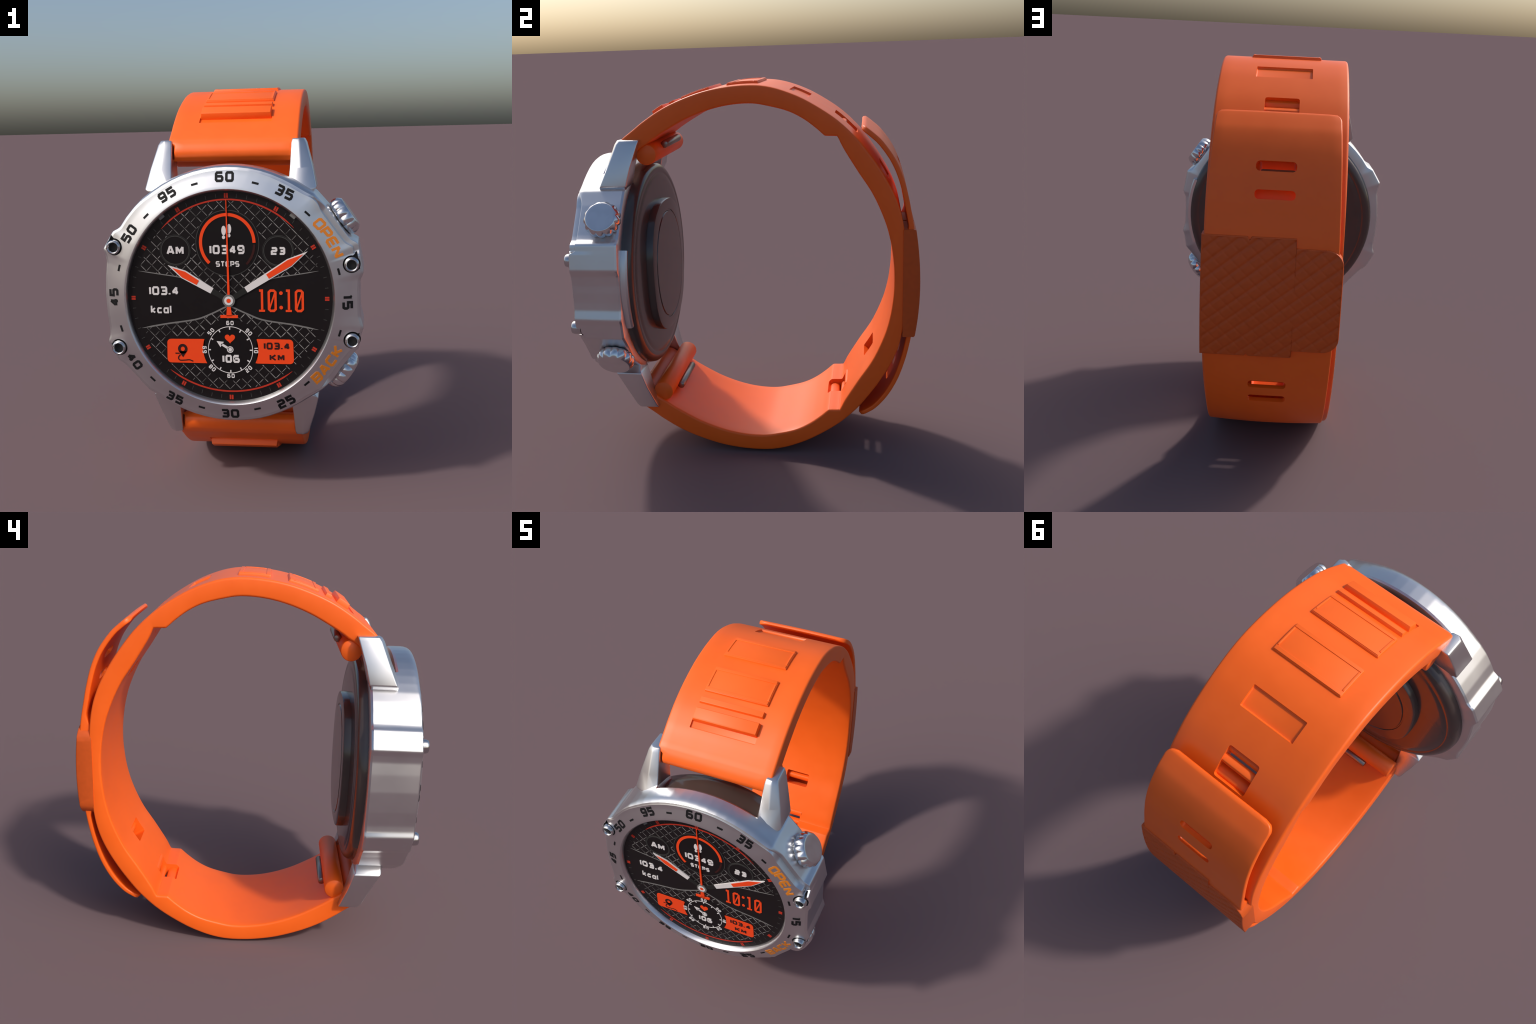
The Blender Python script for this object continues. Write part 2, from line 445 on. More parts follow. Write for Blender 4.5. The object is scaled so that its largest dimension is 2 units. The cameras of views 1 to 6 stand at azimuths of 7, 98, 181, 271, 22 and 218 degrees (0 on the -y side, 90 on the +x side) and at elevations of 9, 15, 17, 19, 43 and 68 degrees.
# curved separating lines
def up_line(x):
    d = abs(x - DX)
    return 1.005 + .105 * smooth01(d / .21) ** .8 + max(0, d - .14) * .115 if d < .42 else 1.14
UPL = spline([(-.440, 1.137), (-.34, 1.122), (-.23, 1.104), (-.15, 1.075), (-.08, 1.028), (DX, 1.012), (.048, 1.028), (.118, 1.075), (.198, 1.104), (.31, 1.122), (.40, 1.137)], 80)
LOL = spline([(-.435, .862), (-.31, .885), (-.176, .906), (-.10, .934), (-.034, .966), (DX, .971), (.0, .966), (.07, .934), (.144, .906), (.28, .885), (.397, .862)], 80)
def curve_z(cv, x):
    for p, q in zip(cv, cv[1:]):
        if p[0] <= x <= q[0]: return p[1] + (q[1] - p[1]) * (x - p[0]) / max(1e-6, q[0] - p[0])
    return None
fade = [min(1, (1 - abs(i / 79 * 2 - 1)) * 9 + .1) for i in range(80)]
art("separator_line", M_GREY, lambda b, y, t: (ribbon(b, LOL, .007, y, t, taper=fade), ribbon(b, UPL, .0045, y, t, taper=fade)), 2)

# chain-link net
def in_net(x, z):
    if math.hypot((x - DX) / .44, (z - 1.015) / .448) > 1: return False
    zu, zl = curve_z(UPL, x), curve_z(LOL, x)
    if zu is None or zl is None: return False
    if zl < z < zu: return False
    if math.hypot(x + .261, z - 1.234) < .074 or math.hypot(x - .217, z - 1.230) < .074: return False
    if math.hypot((x - DX) / .152, (z - 1.268) / .152) < 1: return False
    if math.hypot(x - DX, z - .761) < .148: return False
    if -.32 < x < -.12 and .69 < z < .817: return False
    if .11 < x < .282 and .69 < z < .817: return False
    return True
def net(b, y, t):
    a, h = .0272, .0283
    ox, oz = -.212, 1.334
    for i in range(-40, 40):
        for j in range(-40, 40):
            if (i + j) % 2: continue
            x0, z0 = ox + i * a, oz + j * h
            for sgn in (1, -1):      # right-down stroke (long) and right-up stroke (short)
                x1, z1 = x0 + a, z0 - sgn * h
                s0, s1 = (.06, 1.0) if sgn == 1 else (.10, .82)
                pa = (x0 + a * s0, z0 - sgn * h * s0); pb = (x0 + a * s1, z0 - sgn * h * s1)
                rr = math.hypot(x0 - DX, z0 - 1.01)
                wd = (.0040 if sgn == 1 else .0032) * (1.0 if rr < .33 else .7) * random.uniform(.8, 1.15)
                run = []
                for k in range(9):      # keep the part of the stroke that lies on the net area
                    q = (pa[0] + (pb[0] - pa[0]) * k / 8, pa[1] + (pb[1] - pa[1]) * k / 8)
                    if in_net(*q): run.append(q)
                    elif run: break
                if len(run) > 2: ribbon(b, [run[0], run[len(run) // 2], run[-1]], wd, y, t, taper=[.75, 1.1, .75])
art("net_pattern", M_NET, net, 1, kind="stuff")

# minute track
def ticks(b, y, t):
    for k in range(60):
        if k % 5 == 0: continue
        a = math.radians(90 - 6 * k); c, s = math.cos(a), math.sin(a)
        ribbon(b, [(DX + .447 * c, DZ + .468 * s), (DX + .462 * c, DZ + .486 * s)], .0032, y, t)
art("minute_tick", M_DGREY, ticks, 2, kind="stuff")
def hours(b, y, t):
    for k in range(12):
        a = math.radians(90 - 30 * k); c, s = math.cos(a), math.sin(a)
        for o in (-.0052, .0052):
            ribbon(b, [(DX + .444 * c - o * s, DZ + .467 * s + o * c), (DX + .464 * c - o * s, DZ + .488 * s + o * c)], .0078, y, t)
art("hour_mark", M_RED2, hours, 3)
def redarcs(b, y, t):
    n = 60
    tp = [min(1, 5.5 * (1 - abs(i / n * 2 - 1)) + .1) for i in range(n + 1)]
    ribbon(b, arc(DX, 1.047, .420, .420, 137, 43, n), .0072, y, t, taper=tp)
    ribbon(b, arc(DX, 1.02, .461, .461, 231, 309, n), .0072, y, t, taper=tp)
art("red_arc", M_RED2, redarcs, 3)
# light clips at the rim
def clips(b, y, t):
    for s in (-1, 1):
        a = math.radians(90 - s * 39.5)
        c, d = math.cos(a), math.sin(a)
        ribbon(b, [(DX + .476 * c - .014 * d, DZ + .494 * d + .014 * c), (DX + .476 * c + .014 * d, DZ + .494 * d - .014 * c)], .016, y, .006)
art("rim_clip", M_GREY, clips, 1)

# sub dials
def discs(b, y, t):
    for cx, cz, r in ((-.261, 1.234, .068), (.217, 1.230, .068)):
        prism(b, arc(cx, cz, r, r, 0, 352.5, 47), y, t)
    prism(b, arc(DX, 1.268, .145, .150, 0, 355, 71), y, t)
    prism(b, arc(DX, .761, .138, .145, 0, 355, 71), y, t)
art("sub_dial", M_DIAL2, discs, 2)
def rings(b, y, t):
    for cx, cz in ((-.261, 1.234), (.217, 1.230)):
        ribbon(b, arc(cx, cz, .066, .066, 0, 352.5, 47), .0045, y, t, closed=True)
        ribbon(b, arc(cx, cz, .0715, .0715, 0, 352.5, 47), .0018, y, t, closed=True)
    ribbon(b, arc(DX, 1.266, .146, .152, 0, 355, 71), .004, y, t, closed=True)
art("sub_dial_rim", M_DGREY, rings, 4)
art("progress_ring", M_RED, lambda b, y, t: ribbon(b, arc(DX, 1.268, .124, .130, 0, 226, 60), .0145, y, t), 5)
art("progress_ring_rest", M_RED3, lambda b, y, t: ribbon(b, arc(DX, 1.262, .124, .130, -46, -1, 14), .011, y, t), 4)
def sub_scale(b, y, t):
    ribbon(b, arc(DX + .001, .761, .105, .112, 0, 355, 71), .0028, y, t, closed=True)
    for k in range(12):
        a = math.radians(30 * k); c, s = math.cos(a), math.sin(a)
        ribbon(b, [(DX + .092 * c, .761 + .098 * s), (DX + .104 * c, .761 + .111 * s)], .0055, y, t)
    text(b, "60", DX + .002, .891, .020, .015, .0042, y, t)
    text(b, "60", DX, .635, .020, .015, .0042, y, t)
    for s, an, rot in (("50", 137, 47), ("90", 43, -47), ("69", 180, 90), ("10", 0, -90), ("80", 224, -45), ("20", 314, 43)):
        a = math.radians(an)
        text(b, s, DX + .122 * math.cos(a), .761 + .128 * math.sin(a), .020, .0145, .0042, y, t, rot=rot)
art("sub_dial_scale", M_WHITE, sub_scale, 5)
def needle(b, y, t):
    a = Vector((-.079, .803)); o = Vector((DX, .763)); d = (a - o).normalized(); n = Vector((-d.y, d.x))
    tip, base = a, a - d * .030
    prism(b, [tuple(tip), tuple(base - n * .015), tuple(base + n * .015)][::1], y, t)
    ribbon(b, [tuple(base + d * .004), tuple(o + d * .013)], .0105, y, t)
    ribbon(b, arc(o.x, o.y, .0135, .0135, 0, 345, 23), .004, y, t, closed=True)
    prism(b, arc(o.x, o.y, .0085, .0085, 0, 345, 23), y, t)
art("sub_dial_needle", M_WHITE, needle, 6)
def heart(b, y, t):
    pts = []
    for k in range(40):
        u = 2 * PI * k / 40
        pts.append((DX + .0016 * 16 * math.sin(u) ** 3 * .95, .817 + .00150 * (13 * math.cos(u) - 5 * math.cos(2 * u) - 2 * math.cos(3 * u) - math.cos(4 * u))))
    prism(b, pts, y, t)
art("heart_symbol", M_RED, heart, 5)

# orange panels left and right of the lower sub dial
def panels(b, y, t):
    r = .018
    L = arc(-.298, .793, r, r, 90, 180, 6) + arc(-.300, .714, r, r, 180, 270, 6) + [(-.128, .695)] + arc(DX - .001, .765, .128, .140, 208, 160, 8) + [(-.137, .812)]
    prism(b, L, y, t)
    R = arc(.262, .796, r, r, 90, 0, 6) + arc(.264, .715, r, r, 0, -90, 6) + [(.110, .697)] + arc(DX + .005, .765, .128, .140, -28, 20, 8) + [(.113, .815)]
    prism(b, R, y, t)
art("orange_panel", M_RED, panels, 4)
def panel_art(b, y, t):
    text(b, "I03.4", .203, .783, .033, .0285, .0080, y, t, gap=.17)
    text(b, "KM", .203, .728, .031, .031, .0075, y, t, gap=.22)
    px, pz = -.243, .764
    ribbon(b, arc(px, pz, .0165, .0175, 0, 345, 23), .0125, y, t, closed=True)
    prism(b, [(px - .020, pz - .011), (px, pz - .041), (px + .020, pz - .011), (px + .009, pz - .012), (px - .009, pz - .012)], y, t)
    ribbon(b, [(px - .036, pz - .022), (px - .016, pz - .022)], .0055, y, t)
    ribbon(b, [tuple(p) for p in spline([(px - .012, pz - .028), (px - .022, pz - .042), (px - .016, pz - .055), (px + .010, pz - .055), (px + .03, pz - .053), (px + .048, pz - .060)], 24)], .0050, y, t + .0002)
art("panel_symbol", M_DARKTXT, panel_art, 6)

# white figures
def white_txt(b, y, t):
    text(b, "AM", -.261, 1.234, .041, .038, .0095, y, t, gap=.14)
    text(b, "23", .217, 1.230, .036, .0300, .0092, y, t, gap=.2)
    text(b, "I0349", -.018, 1.237, .042, .0330, .0092, y, t, gap=.16)
    text(b, "STEPS", -.017, 1.170, .026, .0195, .0052, y, t, gap=.16)
    text(b, "I03.4", -.322, 1.043, .041, .0335, .0088, y, t, gap=.16)
    text(b, "kcal", -.339, .953, .036, .025, .0072, y, t, gap=.22)
    text(b, "I06", -.013, .718, .038, .031, .0092, y, t, gap=.18)
    # foot prints
    for ox, oz in ((-.031, 1.325), (-.006, 1.333)):
        prism(b, arc(ox, oz, .0105, .022, 0, 345, 23), y, t)
        prism(b, arc(ox - .001, oz - .031, .0075, .0085, 0, 330, 11), y, t)
art("white_figures", M_WHITE, white_txt, 6)
def clock_txt(b, y, t):
    for x, ch in ((.137, "1"), (.186, "0"), (.261, "1"), (.311, "0")):
        h, w = .106, .0108
        if ch == "0":
            hw = .0155; c = .008
            z0, z1 = .998 - h / 2 + w / 2, .998 + h / 2 - w / 2
            q = [(x - hw + c, z0), (x + hw - c, z0), (x + hw, z0 + c), (x + hw, z1 - c), (x + hw - c, z1), (x - hw + c, z1), (x - hw, z1 - c), (x - hw, z0 + c)]
            ribbon(b, q, w, y, t, closed=True)
            ribbon(b, [(x - hw + .003, z0 + .010), (x + hw - .003, z1 - .010)], .0070, y, t + .0002)
        else:
            ribbon(b, [(x - .011, .998 + h / 2 - w / 2), (x + .002, .998 + h / 2 - w / 2), (x + .002, .998 - h / 2 + w)], w, y, t)
            ribbon(b, [(x - .013, .998 - h / 2 + w / 2), (x + .015, .998 - h / 2 + w / 2)], w * .85, y, t + .0002)
    for z in (.966, 1.034): prism(b, arc(.227, z, .0085, .0085, 0, 330, 11), y, t)
art("digital_time", M_RED, clock_txt, 5)

# hands
HUB = Vector((DX, .998))
def hand(name, tip, len_white0, neck, half, lvl):
    tip = Vector(tip); d = (tip - HUB).normalized(); n = Vector((-d.y, d.x)); L = (tip - HUB).length
    def P(s, o): q = HUB + d * s + n * o; return (q.x, q.y)
    art("hand_root", M_HANDDARK, lambda b, y, t: prism(b, [P(.02, -.012), P(.02, .012), P(len_white0, half), P(len_white0, -half)], y, t), lvl)
    art(name, M_WHITE, lambda b, y, t: prism(b, [P(len_white0, -half), P(neck, -half - .006), P(L, 0), P(neck, half + .006), P(len_white0, half)], y, t), lvl + 1)
    s0 = len_white0 + (neck - len_white0) * .50
    art("hand_inlay", M_RED, lambda b, y, t: prism(b, [P(s0, -half + .0025), P(neck, -half - .0015), P(L - .024, 0), P(neck, half + .0015), P(s0, half - .0025)], y, t), lvl + 3)
hand("hour_hand", (-.298, 1.164), .090, .242, .0140, 8)
hand("minute_hand", (.351, 1.227), .096, .335, .0140, 8)
def second(b, y, t):
    prism(b, [(DX - .0055, .995), (DX - .0018, 1.466), (DX + .0018, 1.466), (DX + .0055, .995)], y, t)
    prism(b, [(DX - .0065, .99), (DX - .013, .925), (DX + .013, .925), (DX + .0065, .99)], y, t)
    ribbon(b, [(DX - .041, .922), (DX + .041, .922)], .012, y, t)
art("hub", M_GREY, lambda b, y, t: prism(b, arc(DX, .998, .029, .029, 0, 350, 35), y, t), 14)
art("hub_ring", M_WHITE, lambda b, y, t: ribbon(b, arc(DX, .998, .0155, .0155, 0, 350, 35), .0100, y, t, closed=True), 16)
art("second_hand", M_RED, second, 13)
art("hub_cap", M_RED, lambda b, y, t: prism(b, arc(DX, .998, .0095, .0095, 0, 345, 23), y, t), 17)

# ------------------------------------------------------------------ bezel engraving
def bez_y(x, z):
    """height of the bezel face under a point: it falls from the dial opening to the rim"""
    a = math.atan2(z - CZ, x); R = RAD[int(round(a % (2 * PI) / (2 * PI) * NR)) % NR]
    deg = math.degrees(a) % 360
    ro = R - .006 - rim_round(deg) - .024 * crown_ledge(deg)
    ri = math.hypot(DX + .4955 * math.cos(a), DZ + .5125 * math.sin(a) - CZ)
    return face_y(max(0, min(1, (math.hypot(x, z - CZ) - ri) / (ro - ri))), deg)
def engrave(name, mat, fn):
    bm = bmesh.new(); fn(bm)
    for v in bm.verts:
        lift = -v.co.y
        v.co.y = bez_y(v.co.x, v.co.z) - lift
    return link(name, bm, mat, parent=case, angle=30)
BEZEL = [("60", -.019, 1.571, 0), ("95", -.287, 1.493, 30), ("35", .252, 1.497, -27), ("15", .531, .996, -90), ("25", .243, .516, 27),
         ("30", -.024, .452, 0), ("35", -.289, .524, -27), ("40", -.477, .703, -54), ("45", -.561, 1.013, 90), ("50", -.473, 1.313, 56)]
for s, x, z, rot in BEZEL:
    engrave("bezel_numeral", M_INK, lambda b: text(b, s, x, z, .048, .0400, .0116, 0, .0015, rot=rot, gap=.18))
DASH = [(-.157, 1.539), (.121, 1.540), (-.388, 1.396), (.353, 1.401), (-.528, 1.154), (.492, 1.138), (-.531, .863), (.495, .852), (-.391, .617), (.342, .610), (-.159, .480), (.108, .480)]
def dashes(b):
    for x, z in DASH:
        d = Vector((x - DX, z - DZ)).normalized(); tn = Vector((-d.y, d.x)) * .0155
        ribbon(b, [(x - tn.x, z - tn.y), (x + tn.x, z + tn.y)], .0095, 0, .0015)
engrave("bezel_dash", M_INK, dashes)
def words(b):
    for s, a0, a1, rr, fl in (("OPEN", 40.0, 23.8, .531, 0), ("BACK", -43.8, -27.2, .540, 180)):
        for i, ch in enumerate(s):
            a = a0 + (a1 - a0) * i / 3; ar = math.radians(a)
            x, z = rr * math.cos(ar), CZ + rr * math.sin(ar)
            text(b, ch, x, z, .050, .047, .0120, 0, .0016, rot=a - 90 + fl + (4 if fl == 0 else -2), slant=.12)
engrave("bezel_word", M_GOLD, words)

# ------------------------------------------------------------------ strap
# paired stations outside (y,z) / inside (y,z), top lug -> back; mirrored in z = 1 for the lower half
ST = [((-.640, 1.640), (-.634, 1.634)), ((-.653, 1.656), (-.622, 1.630)), ((-.657, 1.680), (-.600, 1.634)), ((-.648, 1.706), (-.575, 1.648)), ((-.632, 1.727), (-.552, 1.668)), ((-.612, 1.746), (-.528, 1.688)), ((-.562, 1.782), (-.486, 1.713)), ((-.509, 1.821), (-.447, 1.740)), ((-.420, 1.876), (-.380, 1.780)),
      ((-.319, 1.922), (-.290, 1.827)), ((-.195, 1.962), (-.180, 1.868)), ((-.073, 1.983), (-.070, 1.892)), ((.040, 1.988), (.042, 1.898)), ((.125, 1.979), (.135, 1.882)), ((.214, 1.953), (.226, 1.856)),
      ((.318, 1.906), (.299, 1.818)), ((.375, 1.874), (.360, 1.772)), ((.420, 1.846), (.398, 1.738)), ((.449, 1.822), (.412, 1.733)), ((.478, 1.800), (.455, 1.731)), ((.500, 1.779), (.467, 1.724)),
      ((.549, 1.731), (.495, 1.668)), ((.620, 1.643), (.562, 1.558)), ((.686, 1.545), (.637, 1.441)), ((.747, 1.430), (.695, 1.310)), ((.785, 1.310), (.726, 1.200)), ((.803, 1.160), (.742, 1.090)), ((.808, 1.0), (.746, 1.0))]
FULL = ST + [((a[0], 2 - a[1]), (b[0], 2 - b[1])) for a, b in reversed(ST[:-1])]
both = spline([(*a, *b) for a, b in FULL], 420) if False else None

def spline4(pts, per):
    P = [tuple(2 * a - b for a, b in zip(pts[0], pts[1]))] + list(pts) + [tuple(2 * a - b for a, b in zip(pts[-1], pts[-2]))]
    out = []
    for i in range(1, len(P) - 2):
        for k in range(per):
            t = k / per
            out.append(tuple(.5 * (2 * b + (c - a) * t + (2 * a - 5 * b + 4 * c - d) * t * t + (3 * b - a - 3 * c + d) * t ** 3)
                             for a, b, c, d in zip(P[i - 1], P[i], P[i + 1], P[i + 2])))
    out.append(tuple(P[-2]))
    return out
STATION = spline4([(*a, *b) for a, b in FULL], 8)
# one even outside curve: every station's outside point is moved onto a spline through sparse points of the profile
def even_outside():
    n = len(FULL); drop = {16, 17, 19, 20, n - 17, n - 18, n - 20, n - 21}
    sparse = [a for k, (a, b) in enumerate(FULL) if a[0] > -.62 and k not in drop]
    cv = spline(sparse, 2600); out = []
    for yo, zo, yi, zi in STATION:
        if yo > -.60:
            q = Vector((yo, zo)); p = min(cv, key=lambda c: (c - q).length_squared)
            yo, zo = p.x, p.y
        out.append((yo, zo, yi, zi))
    return out
STATION = even_outside()

def band_section(o, i, hw, cr=.012, cx=SX, cols=14):
    """rounded rectangle between the outside point o and the inside point i, half width hw"""
    o, i = Vector(o), Vector(i); d = (o - i); th = d.length; d.normalize()
    cr = min(cr, th * .45); pts = []
    def put(px, dn): q = i + d * dn; pts.append((px, q.x, q.y))
    for k in range(cols + 1): put(cx + (hw - cr) * (1 - 2 * k / cols), th)
    for k in range(1, 4): put(cx - hw + cr - cr * math.sin(k / 4 * PI / 2), th - cr + cr * math.cos(k / 4 * PI / 2))
    put(cx - hw, th - cr); put(cx - hw, cr)
    for k in range(1, 4): put(cx - hw + cr - cr * math.cos(k / 4 * PI / 2), cr - cr * math.sin(k / 4 * PI / 2))
    for k in range(cols + 1): put(cx - (hw - cr) * (1 - 2 * k / cols), 0)
    for k in range(1, 4): put(cx + hw - cr + cr * math.sin(k / 4 * PI / 2), cr - cr * math.cos(k / 4 * PI / 2))
    put(cx + hw, cr); put(cx + hw, th - cr)
    for k in range(1, 4): put(cx + hw - cr + cr * math.cos(k / 4 * PI / 2), th - cr + cr * math.sin(k / 4 * PI / 2))
    return pts

def strap_half_width(y, z):
    w = .313
    if y < -.58: w = .313 - .030 * smooth01((-.632 - y) / .015)
    return w

def build_band():
    bm = bmesh.new(); rows = []
    for yo, zo, yi, zi in STATION:
        rows.append([bm.verts.new(p) for p in band_section((yo, zo), (yi, zi), strap_half_width(yo, zo))])
    grid_faces(bm, rows, close_v=True)
    bm.faces.new(rows[0]); bm.faces.new(rows[-1])
    ob = link("strap", bm, M_RUBBER, angle=40)
    return ob
strap = build_band()

def outer_frames():
    """positions and outward normals along the outside of the strap, with arc length"""
    O = [Vector((s[0], s[1])) for s in STATION]; fr = []; s = 0
    for i, p in enumerate(O):
        a, b = O[max(i - 1, 0)], O[min(i + 1, len(O) - 1)]
        t = (b - a).normalized(); n = Vector((-t.y, t.x))
        if i: s += (p - O[i - 1]).length
        fr.append((s, p, n, t))
    return fr
FR = outer_frames()
def at_s(s):
    for a, b in zip(FR, FR[1:]):
        if a[0] <= s <= b[0]:
            k = (s - a[0]) / max(1e-9, b[0] - a[0])
            return a[1].lerp(b[1], k), a[2].lerp(b[2], k).normalized()
    return FR[-1][1], FR[-1][2]
def s_of(y, z):
    return min(FR, key=lambda f: (f[1] - Vector((y, z))).length)[0] if False else _s_of(y, z)
def _s_of(y, z):
    q = Vector((y, z)); best = None
    for a, b in zip(FR, FR[1:]):
        e = b[1] - a[1]
        if e.length_squared < 1e-12: continue
        k = max(0, min(1, (q - a[1]).dot(e) / e.length_squared)); d = (a[1] + e * k - q).length
        if best is None or d < best[0]: best = (d, a[0] + k * (b[0] - a[0]))
    return best[1]

def curved_block(bm, s0, s1, x0, x1, h0, h1, slope=.0, n=20, rise=None, corner=0):
    """block that follows the strap: heights h0..h1 over the outer surface; slope = how far the top face is pulled in"""
    rows = []
    def rect(s, h, ins):
        p, nn = at_s(s)
        return p + nn * h
    nx = 2
    lay = []
    for h, ins in ((h0, 0), (h1, slope)):
        g = []
        for i in range(n + 1):
            s = s0 + ins + (s1 - s0 - 2 * ins) * i / n
            hh = h if h == h0 or rise is None else h0 + (h - h0) * rise(i / n)
            p, nn = at_s(s); q = p + nn * hh
            g.append([bm.verts.new((x, q.x, q.y)) for x in (x0 + ins, x1 - ins)])
        lay.append(g)
    lo, hi = lay
    for i in range(n):
        bm.faces.new((hi[i][0], hi[i][1], hi[i + 1][1], hi[i + 1][0]))
        bm.faces.new((lo[i][0], lo[i + 1][0], lo[i + 1][1], lo[i][1]))
        bm.faces.new((lo[i][0], hi[i][0], hi[i + 1][0], lo[i + 1][0]))
        bm.faces.new((lo[i][1], lo[i + 1][1], hi[i + 1][1], hi[i][1]))
    for i in (0, n):
        bm.faces.new((lo[i][0], lo[i][1], hi[i][1], hi[i][0]))

# raised pads and ridges (top half; the lower half is the mirror image)
PX0, PX1 = -.194, .162
TOTAL = FR[-1][0]
def mirror_s(s): return TOTAL - s
def pad(ya, za, yb, zb, h, slope, low, rise=None, tray=False):
    s0, s1 = s_of(ya, za), s_of(yb, zb)
    if low: s0, s1 = mirror_s(s1), mirror_s(s0)
    bm = bmesh.new()
    r = rise if (rise is None or not low) else (lambda t: rise(1 - t))
    curved_block(bm, s0, s1, PX0, PX1, -.012, h, slope, rise=r)
    o = link("raised_pad", bm, M_RUBBER, parent=strap)
    bevel(o, .0035, 2, 25)
    if tray:   # low frame on top of the pad: two broad bars and two narrow ones
        for a, b, xa, xb in ((s0 + .004, s0 + .028, PX0 + .005, PX1 - .005), (s1 - .028, s1 - .004, PX0 + .005, PX1 - .005),
                             (s0 + .026, s1 - .026, PX0 + .005, PX0 + .019), (s0 + .026, s1 - .026, PX1 - .019, PX1 - .005)):
            bm = bmesh.new()
            curved_block(bm, a, b, xa, xb, -.004, h + (.0032 if xb - xa > .1 else .0029), .003, n=10)
            bevel(link("pad_rim", bm, M_RUBBER, parent=strap), .0012, 2, 25)
for low in (False, True):
    pad(-.486, 1.835, -.424, 1.874, .0255, .006, low)
    pad(-.402, 1.884, -.366, 1.901, .0165, .006, low)
    pad(-.338, 1.914, -.184, 1.964, .0110, .004, low, tray=True)
    pad(-.100, 1.979, .066, 1.985, .0100, .004, low, tray=True)

# holes: shallow recess, two through slots per half
cut = []
def slot_cutter(ya, za, yb, zb, x0, x1, h0, h1, low, slope=0, bev=.010):
    s0, s1 = s_of(ya, za), s_of(yb, zb)
    if low: s0, s1 = mirror_s(s1), mirror_s(s0)
    bm = bmesh.new(); curved_block(bm, s0, s1, x0, x1, h0, h1, slope, n=8)
    o = link("cutter", bm, M_RUBBER)
    if bev: bevel(o, bev, 3, 40)
    cut.append(o)
for low in (False, True):
    slot_cutter(.217, 1.947, .308, 1.906, -.148, .122, -.011, .03, low, slope=-.006, bev=.004)
    slot_cutter(-.517, 1.815, -.480, 1.839, PX0, PX1, -.009, .03, low, slope=-.004, bev=.003)
    slot_cutter(.443, 1.826, .558, 1.720, -.094, .068, -.16, .03, low, bev=.012)
    slot_cutter(.672, 1.566, .722, 1.478, -.094, .068, -.16, .03, low, bev=.010)
boolean(strap, cut, angle=40)

# bars inside the through slots
def rod(name, mat, x0, x1, y, z, r, parent, seg=32, rounded=0):
    bm = bmesh.new()
    lathe(bm, [(0, x0), (r - rounded, x0), (r, x0 + rounded), (r, x1 - rounded), (r - rounded, x1), (0, x1)], (0, y, z), (1, 0, 0), seg)
    return link(name, bm, mat, parent=parent, angle=50)
for low in (False, True):
    for yy, zz, depth, r in ((.452, 1.820, .046, .0300), (.499, 1.781, .026, .0215), (.550, 1.729, .050, .0320), (.704, 1.512, .044, .0270)):
        s = s_of(yy, zz); s = mirror_s(s) if low else s
        p, nn = at_s(s); q = p - nn * depth
        rod("slot_bar", M_RUBBER, -.10, .075, q.x, q.y, r, strap)

# tubes that hold the strap to the lugs, with quick release pins
for up in (1, -1):
    rod("strap_tube", M_RUBBER, SX - .300, SX + .300, -.506, 1 + up * .654, .053, strap, 48, .004)
    bm = bmesh.new()
    rod("release_pin", M_DARKSTEEL, SX - .145, SX + .145, -.447, 1 + up * .688, .020, strap, 24, .004)
    bm.free()

# loose ends of the strap behind the wrist
def flap(name, pts, th, hw0, hw1, cx, corner, slots, bow=0):
    """pts: outer line from the keeper to the free tip; half width hw0 at the keeper, hw1 at the tip; bow: outward bulge across the width near the tip"""
    cv = spline(pts, 90); bm = bmesh.new(); rows = []
    L = [0]
    for p, q in zip(cv, cv[1:]): L.append(L[-1] + (q - p).length)
    for i, p in enumerate(cv):
        a, b = cv[max(i - 1, 0)], cv[min(i + 1, len(cv) - 1)]
        t = (b - a).normalized(); n = Vector((-t.y, t.x))
        if n.x < 0: n = -n
        rest = L[-1] - L[i]; f = L[i] / L[-1]
        w = hw0 + (hw1 - hw0) * f
        if rest < corner: w = w - corner + math.sqrt(max(0, corner ** 2 - (corner - rest) ** 2))
        k = 1 if rest > .012 else .35 + .65 * math.sqrt(rest / .012)
        tk = th + .030 * (1 - smooth01((f - .22) / .10))      # thick root that fills the sleeve
        mid = p - n * tk / 2
        sec = band_section(mid + n * tk / 2 * k, mid - n * tk / 2 * k, w, .008 * k, cx=cx)
        g = bow * smooth01((f - .35) / .4)
        sec = [(x, y + n.x * g * (1 - ((x - cx) / hw0) ** 2), z + n.y * g * (1 - ((x - cx) / hw0) ** 2)) for x, y, z in sec]
        rows.append([bm.verts.new(v) for v in sec])
    grid_faces(bm, rows, close_v=True); bm.faces.new(rows[0]); bm.faces.new(rows[-1])
    ob = link(name, bm, M_RUBBER, angle=40)
    cs = []
    for (y, z), w in slots:
        j = min(range(len(cv)), key=lambda k: (cv[k] - Vector((y, z))).length)
        t = (cv[j + 1] - cv[j - 1]).normalized(); ang = math.atan2(t.y, t.x)
        bm = bmesh.new()
        M = Matrix.Translation((SX + .003, cv[j].x - .01, cv[j].y)) @ Matrix.Rotation(ang, 4, "X")
        bmesh.ops.create_cube(bm, size=1, matrix=M @ Matrix.Diagonal((.180, w, .12, 1)))
        o = link("cutter", bm, M_RUBBER)
        md = o.modifiers.new("b", "BEVEL"); md.width = w * .42; md.segments = 4; md.limit_method = "ANGLE"
        apply_mods(o)
        cs.append(o)
    boolean(ob, cs, angle=40)
    ob.parent = strap
    return ob
UP = [(.856, 1.02), (.856, 1.10), (.852, 1.20), (.843, 1.270), (.828, 1.350), (.813, 1.425), (.786, 1.524), (.746, 1.614), (.688, 1.696), (.641, 1.741), (.590, 1.781)]
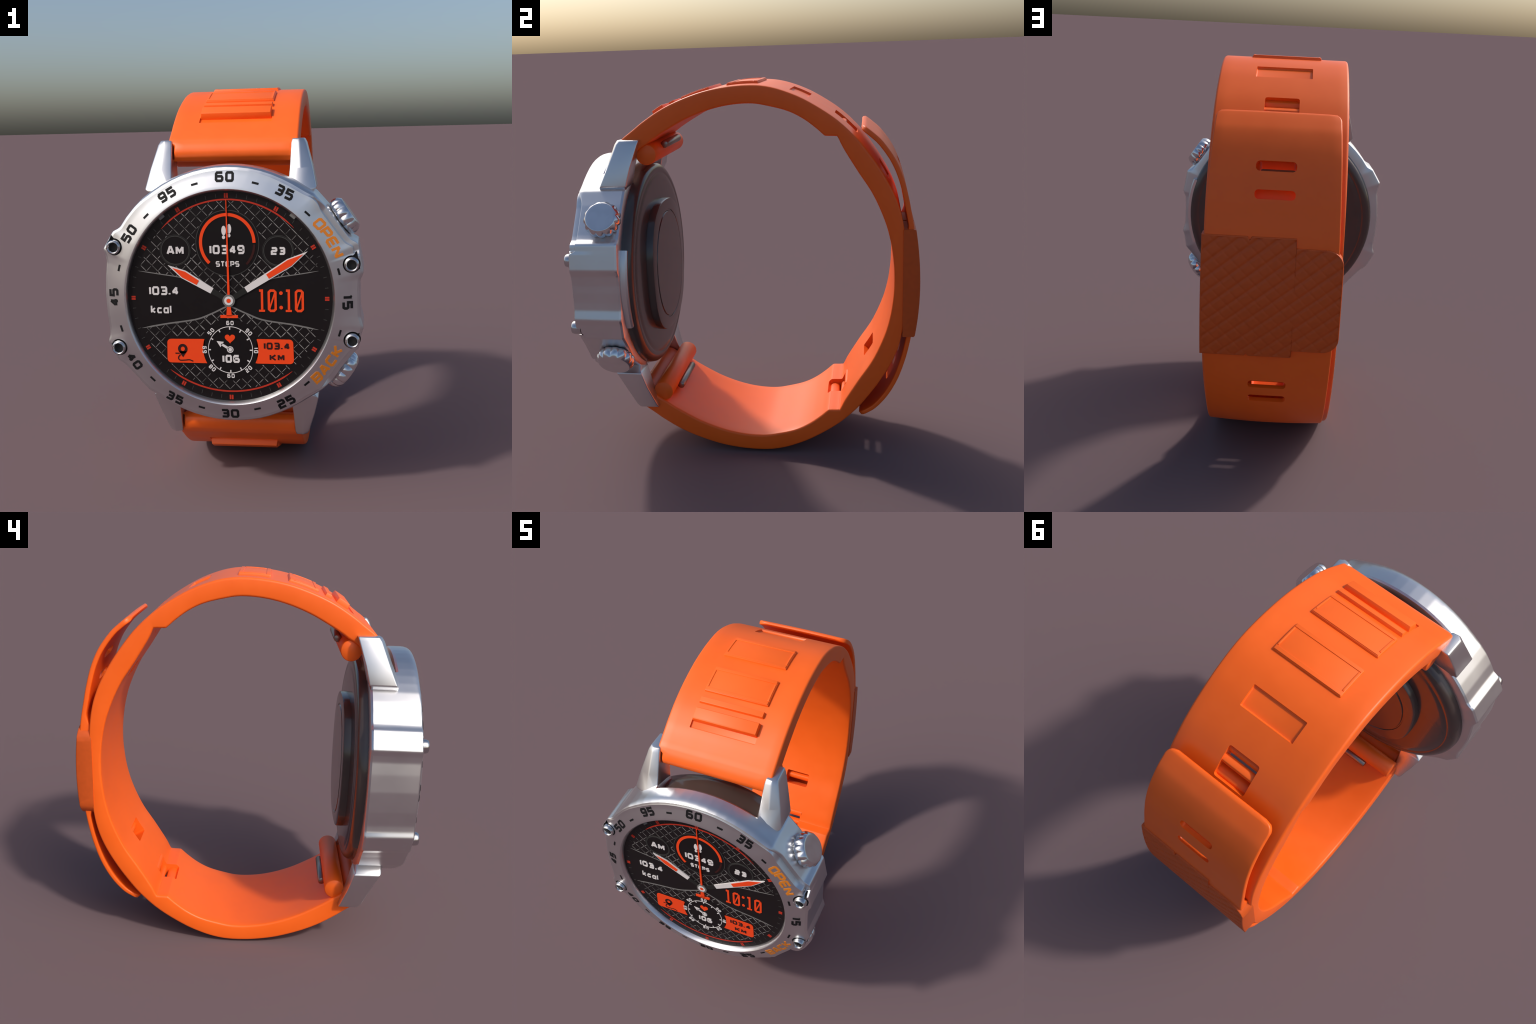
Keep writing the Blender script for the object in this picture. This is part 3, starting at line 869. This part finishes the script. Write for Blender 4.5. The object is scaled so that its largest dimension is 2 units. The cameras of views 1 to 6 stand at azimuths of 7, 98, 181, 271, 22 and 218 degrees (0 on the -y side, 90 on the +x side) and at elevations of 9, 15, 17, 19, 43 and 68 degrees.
flap("strap_flap", UP, .026, .306, .282, -.006, .045, [((.775, 1.560), .046), ((.808, 1.440), .042)], bow=.004)
LOW = [(.856, .98), (.858, .85), (.848, .777), (.831, .665), (.806, .555), (.767, .442), (.715, .346), (.656, .275), (.606, .240), (.570, .222)]
flap("strap_flap", LOW, .024, .304, .280, -.006, .035, [((.796, .540), .042), ((.768, .452), .042)], bow=.012)

# ------------------------------------------------------------------ quilted keeper
def keeper():
    """wrap-around sleeve; pillowed diamonds; tongue with rounded corners on the -x side"""
    xs0, xs1 = SX - .316, SX + .316
    def edge(x):
        """z limits of the sleeve at x"""
        zt, zb = 1.262, .694
        if x < -.115:
            zt, zb = 1.218, .730
            r = .075; dx = x - xs0
            if dx < r:
                c = r - math.sqrt(max(0, r * r - (r - dx) ** 2))
                zt -= c; zb += c
        nick = max(0, 1 - abs(x - .091) / .009) * .018
        return zb + nick * .7, zt - nick
    def quilt(x, z):
        # two families of seams
        u = ((x - .017) * .627 + (z - 1.076) * .779) / .0535
        v = ((x - .017) * .707 - (z - 1.076) * .707) / .0523
        fu, fv = abs((u + .5) % 1 - .5) * 2, abs((v + .5) % 1 - .5) * 2
        return 1 - .95 * (1 - min(1, fu * 1.9)) ** 1.4 - .26 * (1 - min(1, fv * 2.4)) ** 1.5
    xsl = [xs0 + (xs1 - xs0) * i / 260 for i in range(261)]
    # make the step in the edge crisp
    bm = bmesh.new(); nz = 220; front = []
    for x in xsl:
        zb, zt = edge(x); col = []
        for j in range(nz + 1):
            z = zb + (zt - zb) * j / nz
            yb = .8760 - .32 * (z - .965) ** 2 * (1 if z < .965 else .85)
            e = min(1, (min(z - zb, zt - z, x - xs0 + .0, xs1 - x)) / .006)
            rim = (1 - math.sqrt(max(0, 1 - (1 - max(0, e)) ** 2))) * .006
            col.append(bm.verts.new((x, yb - rim - .0055 * (1 - quilt(x, z)) * (e > .9), z)))
        front.append(col)
    grid_faces(bm, front)
    backr = []
    for x in xsl:
        zb, zt = edge(x)
        backr.append([bm.verts.new((x, .790, zb + (zt - zb) * j / 10)) for j in range(11)])
    # side walls
    def wall(f, b):
        # f: fine row, b: coarse row (both start to end)
        k = (len(f) - 1) // (len(b) - 1)
        for j in range(len(b) - 1):
            bm.faces.new([b[j], b[j + 1]] + [f[i] for i in range((j + 1) * k, j * k - 1, -1)])
    wall(front[0], backr[0]); wall(front[-1], backr[-1])
    for i in range(len(xsl) - 1):
        bm.faces.new((front[i][0], front[i + 1][0], backr[i + 1][0], backr[i][0]))
        bm.faces.new((front[i][-1], backr[i][-1], backr[i + 1][-1], front[i + 1][-1]))
        for j in range(10):
            bm.faces.new((backr[i][j], backr[i + 1][j], backr[i + 1][j + 1], backr[i][j + 1]))
    return link("strap_keeper", bm, M_QUILT, angle=50)
keeper()
